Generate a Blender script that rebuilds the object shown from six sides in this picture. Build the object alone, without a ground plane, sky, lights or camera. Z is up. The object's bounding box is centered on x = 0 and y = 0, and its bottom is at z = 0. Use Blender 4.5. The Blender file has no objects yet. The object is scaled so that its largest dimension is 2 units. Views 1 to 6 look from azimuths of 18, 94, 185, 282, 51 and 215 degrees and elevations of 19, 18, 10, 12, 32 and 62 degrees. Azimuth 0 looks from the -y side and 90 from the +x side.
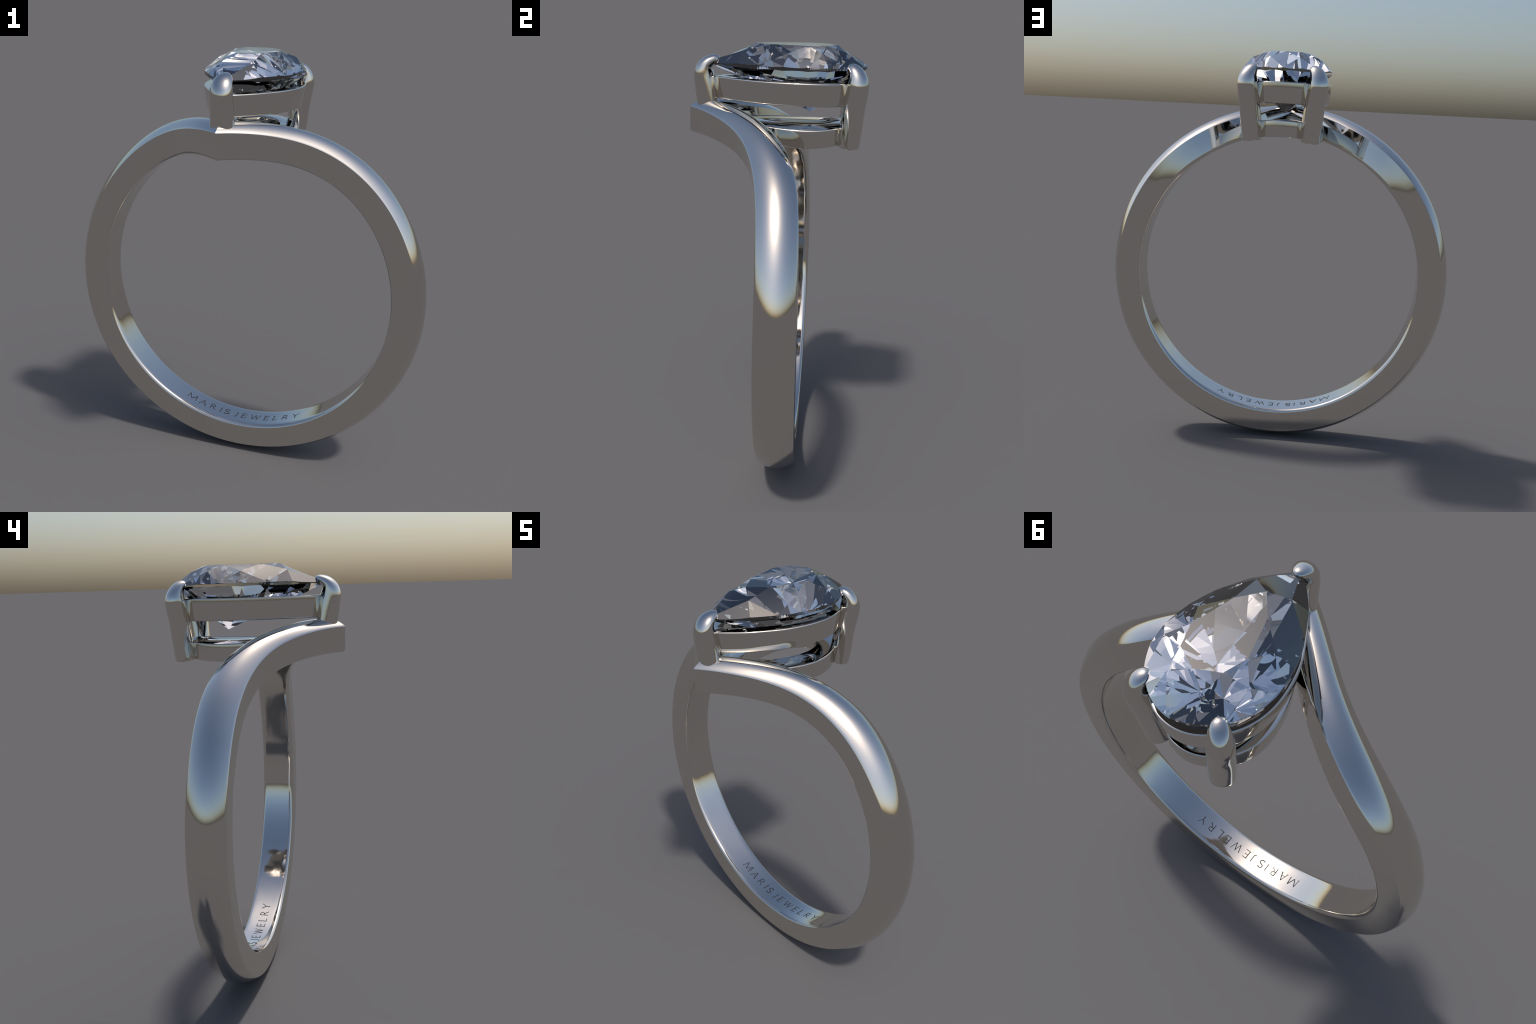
import bpy, bmesh, math
import numpy as np
from mathutils import Vector

# ------------------------------------------------------------------ helpers
RING_CENTRE_Z = 0.872      # axis of the finger hole runs along y at this height
R_INNER = 0.720            # finger hole
R_EDGE = 0.840             # shoulder between the flat sides and the domed outside
R_CROWN = 0.872            # top of the dome


def natural_spline(xs, ys):
    """Natural cubic spline through control points, returns a function."""
    xs = np.asarray(xs, float); ys = np.asarray(ys, float); n = len(xs)
    h = np.diff(xs); A = np.zeros((n, n)); b = np.zeros(n)
    A[0, 0] = A[-1, -1] = 1
    for i in range(1, n - 1):
        A[i, i - 1], A[i, i], A[i, i + 1] = h[i - 1], 2 * (h[i - 1] + h[i]), h[i]
        b[i] = 6 * ((ys[i + 1] - ys[i]) / h[i] - (ys[i] - ys[i - 1]) / h[i - 1])
    m = np.linalg.solve(A, b)

    def f(x):
        x = np.atleast_1d(np.asarray(x, float))
        i = np.clip(np.searchsorted(xs, x) - 1, 0, n - 2)
        t0 = xs[i + 1] - x; t1 = x - xs[i]
        return (m[i] * t0 ** 3 + m[i + 1] * t1 ** 3) / (6 * h[i]) \
            + (ys[i] / h[i] - m[i] * h[i] / 6) * t0 + (ys[i + 1] / h[i] - m[i + 1] * h[i] / 6) * t1
    return f


def mesh_object(name, verts, faces, material, smooth_angle=None):
    me = bpy.data.meshes.new(name)
    me.from_pydata([tuple(map(float, v)) for v in verts], [], [tuple(map(int, f)) for f in faces])
    bm = bmesh.new(); bm.from_mesh(me)
    bmesh.ops.recalc_face_normals(bm, faces=bm.faces)
    bm.to_mesh(me); bm.free()
    me.materials.append(material)
    if smooth_angle is not None:
        me.shade_smooth()
        me.set_sharp_from_angle(angle=math.radians(smooth_angle))
    ob = bpy.data.objects.new(name, me)
    bpy.context.collection.objects.link(ob)
    return ob


def loft(rings, closed_path=False, cap=True):
    """Quads between successive rings of equal vertex count."""
    n = len(rings[0]); verts = [v for r in rings for v in r]; faces = []
    k = len(rings)
    for a in range(k if closed_path else k - 1):
        b = (a + 1) % k
        for i in range(n):
            j = (i + 1) % n
            faces.append((a * n + i, a * n + j, b * n + j, b * n + i))
    if cap and not closed_path:
        faces.append(tuple(range(n)))
        faces.append(tuple((k - 1) * n + i for i in range(n)))
    return verts, faces


# ---------------------------------------------------------------- materials
def polished_metal():
    m = bpy.data.materials.new("polished_white_metal"); m.use_nodes = True
    nt = m.node_tree; p = nt.nodes["Principled BSDF"]
    tc = nt.nodes.new("ShaderNodeTexCoord")
    n = nt.nodes.new("ShaderNodeTexNoise"); n.inputs["Scale"].default_value = 3.0
    n.inputs["Detail"].default_value = 3.0
    nt.links.new(tc.outputs["Object"], n.inputs["Vector"])
    cr = nt.nodes.new("ShaderNodeValToRGB")
    cr.color_ramp.elements[0].color = METAL_A; cr.color_ramp.elements[1].color = METAL_B
    nt.links.new(n.outputs["Fac"], cr.inputs["Fac"])
    nt.links.new(cr.outputs["Color"], p.inputs["Base Color"])
    p.inputs["Metallic"].default_value = 1.0
    p.inputs["Roughness"].default_value = METAL_ROUGH
    return m


METAL_A = (0.735, 0.700, 0.640, 1); METAL_B = (0.755, 0.720, 0.660, 1); METAL_ROUGH = 0.06


def engraved_metal():
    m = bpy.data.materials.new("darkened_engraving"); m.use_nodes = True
    p = m.node_tree.nodes["Principled BSDF"]
    p.inputs["Base Color"].default_value = (0.03, 0.03, 0.032, 1)
    p.inputs["Metallic"].default_value = 0.0
    p.inputs["Roughness"].default_value = 0.8
    p.inputs["Specular IOR Level"].default_value = 0.1
    return m


GEM_IOR = 2.4; GEM_COLOR = (0.98, 0.985, 1.0, 1)


def gem_material():
    m = bpy.data.materials.new("clear_cut_stone"); m.use_nodes = True
    p = m.node_tree.nodes["Principled BSDF"]
    p.inputs["Base Color"].default_value = GEM_COLOR
    p.inputs["Roughness"].default_value = 0.0
    p.inputs["IOR"].default_value = GEM_IOR
    p.inputs["Transmission Weight"].default_value = 1.0
    return m


METAL = polished_metal(); ENGRAVED = engraved_metal(); GEM = gem_material()

# --------------------------------------------------------------------- band
# Side walls of the band as functions of the angle from the top: the band runs
# flat round the finger and sweeps forward into a pointed chevron at the top.
front_wall = natural_spline([0, 10, 20, 30, 40, 50, 60, 75, 90, 120, 180],
                            [-.401, -.283, -.172, -.098, -.057, -.036, -.027, -.021, -.020, -.020, -.018])
back_wall = natural_spline([0, 5, 10, 20, 30, 40, 50, 60, 75, 90, 120, 180],
                           [-.243, -.175, -.110, -.008, .066, .112, .133, .141, .148, .151, .151, .147])


def band_section():
    """Closed profile as (lateral fraction, metres inset from wall, radius)."""
    pts = []
    f = 0.018                                   # rounded finger-side edges
    bev = 0.0035
    for k in range(9):                          # front lower fillet
        a = math.pi / 2 * k / 8
        pts.append((0, f - f * math.cos(a), R_INNER + f - f * math.sin(a)))
    for k in range(1, 8):
        pts.append((k / 8, None, R_INNER))
    for k in range(8, -1, -1):
        a = math.pi / 2 * k / 8
        pts.append((1, -(f - f * math.cos(a)), R_INNER + f - f * math.sin(a)))
    pts.append((1, 0, 0.80)); pts.append((1, 0, R_EDGE - bev))
    for k in range(32, -1, -1):                 # dome, back to front
        t = k / 32
        pts.append((t, 'd', R_EDGE + (R_CROWN - R_EDGE) * (1 - (2 * t - 1) ** 2)))
    pts.append((0, 0, R_EDGE - bev)); pts.append((0, 0, 0.80))
    return pts


def build_band():
    sec = band_section(); n_half = 200; rings = []
    us = np.linspace(0, 1, n_half + 1)
    thetas = 180 * (0.75 * us + 0.25 * us ** 2)       # finer near the chevron
    half = [(t, 1) for t in thetas] + [(t, -1) for t in thetas[-2:0:-1]]
    rng = np.random.default_rng(7)
    n_all = len(half)

    def ripple(amp, step):                            # surface offsets modelled to make the band's reflections jagged
        knots = rng.uniform(-amp, amp, n_all // step + 2)
        return np.interp(np.arange(n_all) / step, np.arange(len(knots)), knots)
    reflection_breakup = {'front': ripple(.0006, 5), 'back': ripple(.0006, 5), 'rear': ripple(.0007, 6)}
    for st, (th, s) in enumerate(half):
        yf = float(front_wall(th)[0]); yb = float(back_wall(th)[0]); w = yb - yf
        a = math.radians(th); ring = []
        for frac, inset, r in sec:
            if inset == 'd':
                y = yf + 0.0025 + frac * (w - 0.005)
            elif inset is None:
                y = yf + 0.018 + frac * (w - 0.036)
                r += reflection_breakup['front'][st] if frac < .2 else reflection_breakup['back'][st] if frac > .8 else 0
            else:
                y = (yb if frac else yf) + inset
                if frac and r == 0.80:
                    y += reflection_breakup['rear'][st]
            ring.append((s * r * math.sin(a), y, RING_CENTRE_Z + r * math.cos(a)))
        rings.append(ring)
    v, f = loft(rings, closed_path=True)
    return mesh_object("band", v, f, METAL, 28)


# ------------------------------------------------------------- pear outline
PEAR = [(0, -.302), (.026, -.284), (.062, -.247), (.110, -.189), (.143, -.135), (.183, -.060), (.212, .035),
        (.2225, .137), (.209, .222), (.175, .292), (.130, .341), (.071, .380), (0, .395)]


def pear_curve():
    pts = PEAR + [(-x, y) for x, y in PEAR[-2::-1]]
    d = [0]
    for a, b in zip(pts, pts[1:]):
        d.append(d[-1] + math.dist(a, b))
    fx = natural_spline(d, [p[0] for p in pts]); fy = natural_spline(d, [p[1] for p in pts])
    return fx, fy, d[-1]


PX, PY, PLEN = pear_curve()


def pear_points(n, offset=0.0):
    """n points round the pear, moved inwards by offset; right half first."""
    s = np.linspace(0, PLEN, n + 1)
    e = 1e-4
    x, y = PX(s), PY(s)
    sa, sb = np.clip(s - e, 0, PLEN), np.clip(s + e, 0, PLEN)
    tx, ty = PX(sb) - PX(sa), PY(sb) - PY(sa)
    ln = np.hypot(tx, ty); nx, ny = -ty / ln, tx / ln      # inward normal (curve runs anticlockwise)
    x2, y2 = x + nx * offset, y + ny * offset
    h = n // 2
    x2[:h] = np.maximum(x2[:h], 0.0); x2[h + 1:] = np.minimum(x2[h + 1:], 0.0)
    # points that crossed the mirror plane near the tip slide to the inner apex
    ok = np.where(x2[:h] > 0)[0]
    if len(ok) and offset:
        k = ok[0]
        y2[:k] = y2[k]; y2[n + 1 - k:] = y2[k]
    return list(zip(x2[:-1], y2[:-1]))


def rail(name, top, bottom, off_top, off_bot, thick_top, thick_bot, r=0.008):
    """Pear-shaped rail; top and bottom are heights as functions of x."""
    n = 192; prof = []
    # corners: outer bottom, outer top, inner top, inner bottom with quarter-round edges
    def corner(o, v, so, sv, a0):
        for k in range(5):
            a = a0 + math.pi / 2 * k / 4
            prof.append((o + so * r + r * math.cos(a), v, sv * r + r * math.sin(a)))
    # lateral coordinate o = offset inwards; v = 0 bottom .. 1 top
    corner(off_bot, 0, 1, 1, math.pi)                               # outer bottom
    corner(off_bot + thick_bot, 0, -1, 1, 1.5 * math.pi)            # inner bottom
    corner(off_top + thick_top, 1, -1, -1, 0)                       # inner top
    corner(off_top, 1, 1, -1, math.pi / 2)                          # outer top
    rings_by_prof = []
    for o, v, dz in prof:
        base = pear_points(n, o)
        rings_by_prof.append([(x, y, (top(x) if v else bottom(x)) + dz) for x, y in base])
    rings = [[rings_by_prof[j][i] for j in range(len(prof))] for i in range(n)]
    vv, ff = loft(rings, closed_path=True)
    ob = mesh_object(name, vv, ff, METAL)
    bm = bmesh.new(); bm.from_mesh(ob.data)
    bmesh.ops.remove_doubles(bm, verts=bm.verts, dist=1e-5)
    bmesh.ops.recalc_face_normals(bm, faces=bm.faces)
    bm.to_mesh(ob.data); bm.free()
    ob.data.shade_smooth(); ob.data.set_sharp_from_angle(angle=math.radians(40))
    return ob


def arch(radius):
    return lambda x: RING_CENTRE_Z + math.sqrt(radius ** 2 - x * x)


# ------------------------------------------------------------------- prongs
def prong_mesh(name, spine, tip, out, seg=48, foot_round=0.008):
    """Wire of oval section swept along (x, y, z, half width, half depth), ending in a rounded claw."""
    P = np.array(spine, float)
    d = np.r_[0, np.cumsum(np.linalg.norm(np.diff(P[:, :3], axis=0), axis=1))]
    F = [natural_spline(d, P[:, k]) for k in range(5)]
    ss = np.linspace(0, d[-1], 70)
    C = np.stack([F[k](ss) for k in range(3)], 1); W = F[3](ss); D = F[4](ss)
    T = np.gradient(C, axis=0); T /= np.linalg.norm(T, axis=1)[:, None]
    side = np.array([-out[1], out[0], 0.0]); side /= np.linalg.norm(side)
    stations = []
    for k in range(5):                           # flat foot with a rounded rim
        a = math.pi / 2 * k / 4; q = foot_round * (1 - math.sin(a))
        stations.append((C[0] + T[0] * foot_round * (1 - math.cos(a)), T[0], W[0] - q, D[0] - q))
    for c, t, w, h in zip(C[4:], T[4:], W[4:], D[4:]):
        stations.append((c, t, w, h))
    c, t = C[-1], T[-1]
    a0 = math.radians(28); ln = tip / (1 - math.sin(a0))
    for k in range(1, 17):                       # rounded claw tip, tangent to the taper
        a = a0 + (math.pi / 2 - a0) * k / 16; m = max(math.cos(a) / math.cos(a0), 0.004)
        stations.append((c + t * ln * (math.sin(a) - math.sin(a0)), t, W[-1] * m, D[-1] * m))
    rings = []
    for c, t, w, h in stations:
        u = side - t * side.dot(t); u /= np.linalg.norm(u); v = np.cross(t, u)
        # legs are a little squarer than round, claws are oval
        e = 2 / (2.0 + 0.3 * min(1.0, max(0.0, (1.86 - c[2]) / 0.20)))
        ring = []
        for q in np.linspace(0, 2 * math.pi, seg, endpoint=False):
            a, b = math.cos(q), math.sin(q)
            ring.append(c + w * math.copysign(abs(a) ** e, a) * u + h * math.copysign(abs(b) ** e, b) * v)
        rings.append(ring)
    vv, ff = loft(rings)
    return mesh_object(name, vv, ff, METAL, 50)


# -------------------------------------------------------------------- stone
TABLE_Z, GIRDLE_TOP, GIRDLE_BOT = 2.0, 1.918, 1.901
CULET = np.array([0.0, 0.148, 1.704])
# right half of the cut, from the point to the round end
TABLE_HALF = [(0, -.108), (.067, -.0265), (.110, .132), (.082, .217), (0, .259)]
MAIN_HALF = [(0, -.302), (.1735, -.077), (.2225, .138), (.158, .313), (0, .395)]     # girdle ends of the mains
BETWEEN_HALF = [(.117, -.181), (.214, .030), (.209, .222), (.0855, .373)]            # girdle points between mains
STAR_HALF = [(.0705, -.150, 1.971), (.153, .047, 1.969), (.167, .198, 1.971), (.0705, .300, 1.972)]


def plane3(a, b, c):
    n = np.cross(b - a, c - a); n /= np.linalg.norm(n)
    return n, float(n.dot(a))


def build_stone():
    S = np.linspace(0, PLEN, 8001); CX, CY = PX(S), PY(S)

    def snap(p):                                  # arc position of the nearest outline point
        return float(S[np.argmin((CX - p[0]) ** 2 + (CY - p[1]) ** 2)])

    def P(s, z):
        return np.array([float(PX(s)[0]), float(PY(s)[0]), z])
    arc_g = [snap(p) for p in MAIN_HALF]; arc_g[0] = 0.0; arc_g[4] = PLEN / 2
    arc_h = [snap(p) for p in BETWEEN_HALF]
    T = [np.array([x, y, TABLE_Z]) for x, y in TABLE_HALF]
    verts, faces = [], []

    def poly(pts):
        """Adds a facet and its mirror image."""
        for sx in (1, -1):
            i0 = len(verts)
            verts.extend([np.array([sx * p[0], p[1], p[2]]) for p in pts])
            faces.append(tuple(range(i0, i0 + len(pts))))

    def girdle_facets(meet, zg):
        """Facets between the meeting points and the girdle; returns the scalloped rim."""
        rim = []
        for i in range(4):
            for a, b in ((arc_g[i], arc_h[i]), (arc_h[i], arc_g[i + 1])):
                pa, pb, m = P(a, zg), P(b, zg), meet[i]
                n = np.cross(pa - m, pb - m); arc = []
                for k in range(9):
                    q = P(a + (b - a) * k / 8, zg)
                    q[2] = m[2] - (n[0] * (q[0] - m[0]) + n[1] * (q[1] - m[1])) / n[2]
                    arc.append(q)
                poly([m] + arc); rim += arc[:-1]
        rim.append(arc[-1])
        return rim

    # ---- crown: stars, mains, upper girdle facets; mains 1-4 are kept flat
    G = [P(s, GIRDLE_TOP) for s in arc_g]
    M = [np.array(p) for p in STAR_HALF]
    for k in range(4):
        poly([T[k], T[k + 1], M[k]])              # stars
    soft = []; nn = 8

    def patch(a, b, c, d):
        """Gently twisted main facet between its four corners a-b-c-d."""
        i0 = len(verts)
        for v in np.linspace(0, 1, nn + 1):
            for u in np.linspace(0, 1, nn + 1):
                verts.append((a * (1 - u) + b * u) * (1 - v) + (d * (1 - u) + c * u) * v)
        for p in range(nn):
            for q in range(nn):
                r = i0 + p * (nn + 1) + q
                soft.append(len(faces)); faces.append((r, r + 1, r + nn + 2, r + nn + 1))
    flip = np.array([-1.0, 1, 1])
    patch(T[0], M[0], G[0], M[0] * flip); patch(T[4], M[3] * flip, G[4], M[3])
    for k in range(1, 4):
        patch(T[k], M[k], G[k], M[k - 1])
        patch(T[k] * flip, M[k - 1] * flip, G[k] * flip, M[k] * flip)
    upper = girdle_facets(M, GIRDLE_TOP)
    # ---- pavilion: mains run from the girdle to the culet
    B = [P(s, GIRDLE_BOT) for s in arc_g]
    planes = []
    for k in range(5):
        if k in (0, 4):
            t = np.array([1.0, 0, 0])
        else:
            t = P(arc_g[k] + 1e-3, 0) - P(arc_g[k] - 1e-3, 0); t /= np.linalg.norm(t)
            o = B[k] - CULET; c = np.array([-o[1], o[0], 0]); t = t + c / np.linalg.norm(c)
        planes.append(plane3(CULET, B[k], CULET + t))
    L = []
    for k, z in enumerate([1.765, 1.745, 1.735, 1.735]):
        A = np.array([planes[k][0], planes[k + 1][0], [0, 0, 1.0]])
        L.append(np.linalg.solve(A, [planes[k][1], planes[k + 1][1], z]))
    for k in range(1, 4):
        poly([CULET, L[k - 1], B[k], L[k]])
    poly([CULET, B[0], L[0]]); poly([CULET, L[3], B[4]])
    lower = girdle_facets(L, GIRDLE_BOT)
    for k in range(len(upper) - 1):               # girdle wall
        poly([upper[k], upper[k + 1], lower[k + 1], lower[k]])
    # table: one flat polygon over both halves
    i0 = len(verts)
    tab = T + [np.array([-p[0], p[1], p[2]]) for p in T[-2:0:-1]]
    verts.extend(tab); faces.append(tuple(range(i0, i0 + len(tab))))
    ob = mesh_object("stone", verts, faces, GEM)
    for k in soft:
        ob.data.polygons[k].use_smooth = True
    bm = bmesh.new(); bm.from_mesh(ob.data)
    bmesh.ops.remove_doubles(bm, verts=bm.verts, dist=2e-5)
    # the two halves of the round-end and point mains are flat enough to join
    bmesh.ops.dissolve_edges(bm, edges=[e for e in bm.edges if len(e.link_faces) == 2 and not any(f.smooth for f in e.link_faces)
                                   and e.calc_face_angle(9) < 1e-3], use_verts=False)
    bmesh.ops.recalc_face_normals(bm, faces=bm.faces)
    bm.to_mesh(ob.data); bm.free()
    return ob


# ------------------------------------------------------------------ letters
def arc_pts(cx, cy, rx, ry, a0, a1, n=14):
    return [(cx + rx * math.cos(math.radians(a0 + (a1 - a0) * k / n)),
             cy + ry * math.sin(math.radians(a0 + (a1 - a0) * k / n))) for k in range(n + 1)]


# strokes on a cap height of 1: list of (polyline, relative weight)
LETTERS = {
    'M': (1.20, [([(.02, 0), (.12, 1)], .8), ([(.12, 1), (.60, .06), (1.08, 1)], 1.2), ([(1.08, 1), (1.18, 0)], 1.2),
                 ([(-.06, .02), (.10, .02)], .7)]),
    'A': (0.95, [([(.08, 0), (.46, 1)], .8), ([(.46, 1), (.86, 0)], 1.3), ([(.22, .36), (.73, .36)], .7),
                 ([(-.02, 0), (.18, 0)], .7), ([(.74, 0), (.98, 0)], .7)]),
    'R': (0.72, [([(.06, 0), (.06, 1)], 1.2),
                 ([(.06, .97)] + [(.26, .97)] + arc_pts(.28, .74, .27, .23, 80, -90) + [(.06, .5)], 1.1),
                 ([(.28, .5), (.70, 0)], 1.1)]),
    'I': (0.20, [([(.1, 0), (.1, 1)], 1.3)]),
    'S': (0.70, [(arc_pts(.36, .75, .28, .23, 25, 245, 18) + arc_pts(.33, .25, .31, .25, 72, -150, 18)[1:], 1.5)]),
    'J': (0.40, [([(.32, 1), (.32, .18)] + arc_pts(.14, .16, .18, .18, 0, -110), 1.2)]),
    'E': (0.68, [([(.10, 0), (.10, 1)], 1.2), ([(0, .98), (.60, .98)], .9), ([(.10, .52), (.50, .52)], .8),
                 ([(0, .02), (.66, .02)], .9), ([(.5, .60), (.5, .44)], .6)]),
    'W': (1.20, [([(.0, 1), (.30, 0)], 1.2), ([(.30, 0), (.58, .95)], .8), ([(.52, 1), (.84, 0)], 1.2),
                 ([(.84, 0), (1.14, 1)], .8)]),
    'L': (0.64, [([(.10, 0), (.10, 1)], 1.2), ([(0, .02), (.62, .02)], .9), ([(0, .98), (.2, .98)], .7)]),
    'Y': (0.80, [([(.0, 1), (.40, .5)], 1.2), ([(.80, 1), (.40, .5)], .8), ([(.40, .5), (.40, 0)], 1.2)]),
}
# (letter, angle of its middle from the lowest point of the ring, in degrees along +x)
INSCRIPTION = [('M', -22.8), ('A', -17.7), ('R', -13.1), ('I', -9.6), ('S', -6.9), ('J', -2.9), ('E', .6),
               ('W', 5.5), ('E', 10.3), ('L', 14.1), ('R', 18.4), ('Y', 22.9)]
CAP, BASE_Y, STROKE = 0.0425, 0.0425, 0.0034


def letter_mesh(ch):
    """Thin strokes on the inner face, centred on the lowest point of the ring, one sheet of
    prisms sunk in the metal with only a hair above it."""
    width, strokes = LETTERS[ch]
    verts, faces = [], []
    for line, wgt in strokes:
        p = [((x - width / 2) * CAP * 1.0, y * CAP) for x, y in line]
        # resample
        q = [p[0]]
        for a, b in zip(p, p[1:]):
            m = max(1, int(math.dist(a, b) / 0.006))
            q += [(a[0] + (b[0] - a[0]) * k / m, a[1] + (b[1] - a[1]) * k / m) for k in range(1, m + 1)]
        hw = STROKE * wgt / 2; rings = []
        for k, c in enumerate(q):
            a = q[max(k - 1, 0)]; b = q[min(k + 1, len(q) - 1)]
            tx, ty = b[0] - a[0], b[1] - a[1]; l = math.hypot(tx, ty)
            nx, ny = -ty / l * hw, tx / l * hw
            ring = []
            for sx, r in ((1, R_INNER - .0006), (-1, R_INNER - .0006), (-1, R_INNER + .004), (1, R_INNER + .004)):
                u, v = c[0] + sx * nx, c[1] + sx * ny
                a_ = u / R_INNER
                ring.append((r * math.sin(a_), BASE_Y + v, -r * math.cos(a_)))
            rings.append(ring)
        vv, ff = loft(rings); o = len(verts)
        verts += vv; faces += [tuple(i + o for i in f) for f in ff]
    return verts, faces


# ----------------------------------------------------------------- assembly
ring = bpy.data.objects.new("ring", None)
bpy.context.collection.objects.link(ring)
ring["label"] = "polished white metal ring with a pear-cut clear stone"
ring["category"] = "ring"


def parent(child, par):
    child.parent = par


band = build_band(); parent(band, ring)

made = {}
for ch, deg in INSCRIPTION:
    if ch not in made:
        v, f = letter_mesh(ch)
        ob = mesh_object("letter", v, f, ENGRAVED)
        made[ch] = ob.data
    else:
        ob = bpy.data.objects.new("letter", made[ch]); bpy.context.collection.objects.link(ob)
    ob.location = (0, 0, RING_CENTRE_Z)
    ob.rotation_euler = (0, -math.radians(deg), 0)
    parent(ob, band)

upper_rail = rail("gallery_rail", lambda x: 1.853, lambda x: 1.752, -.002, .010, .055, .055, .006)
lower_rail = rail("gallery_rail", arch(0.801), arch(0.722), .0265, .030, .085, .085, .005)
# front claw: leg leans forward to a shoulder, then bends back over the point of the stone
front_prong = prong_mesh("prong", [(0, -.314, 1.690, .053, .049), (0, -.324, 1.770, .051, .049),
                                   (0, -.3335, 1.835, .049, .048), (0, -.336, 1.858, .048, .046),
                                   (0, -.335, 1.876, .047, .042), (0, -.326, 1.899, .044, .033),
                                   (0, -.308, 1.915, .038, .026), (0, -.291, 1.923, .031, .021)], .027, (0, -1))
for s in (1, -1):
    spine = [(.137, .323, 1.573, .047, .047), (.1475, .3325, 1.67, .048, .048), (.158, .342, 1.765, .048, .048),
             (.167, .351, 1.826, .048, .048), (.169, .3525, 1.845, .048, .046), (.168, .3515, 1.864, .046, .042),
             (.163, .345, 1.889, .041, .033), (.154, .334, 1.907, .035, .026), (.146, .3235, 1.916, .029, .021)]
    pr = prong_mesh("prong", [(s * p[0],) + p[1:] for p in spine], .020, (s * .6, .8))
    parent(pr, ring)
for ob in (upper_rail, lower_rail, front_prong):
    parent(ob, ring)

stone = build_stone(); parent(stone, ring)
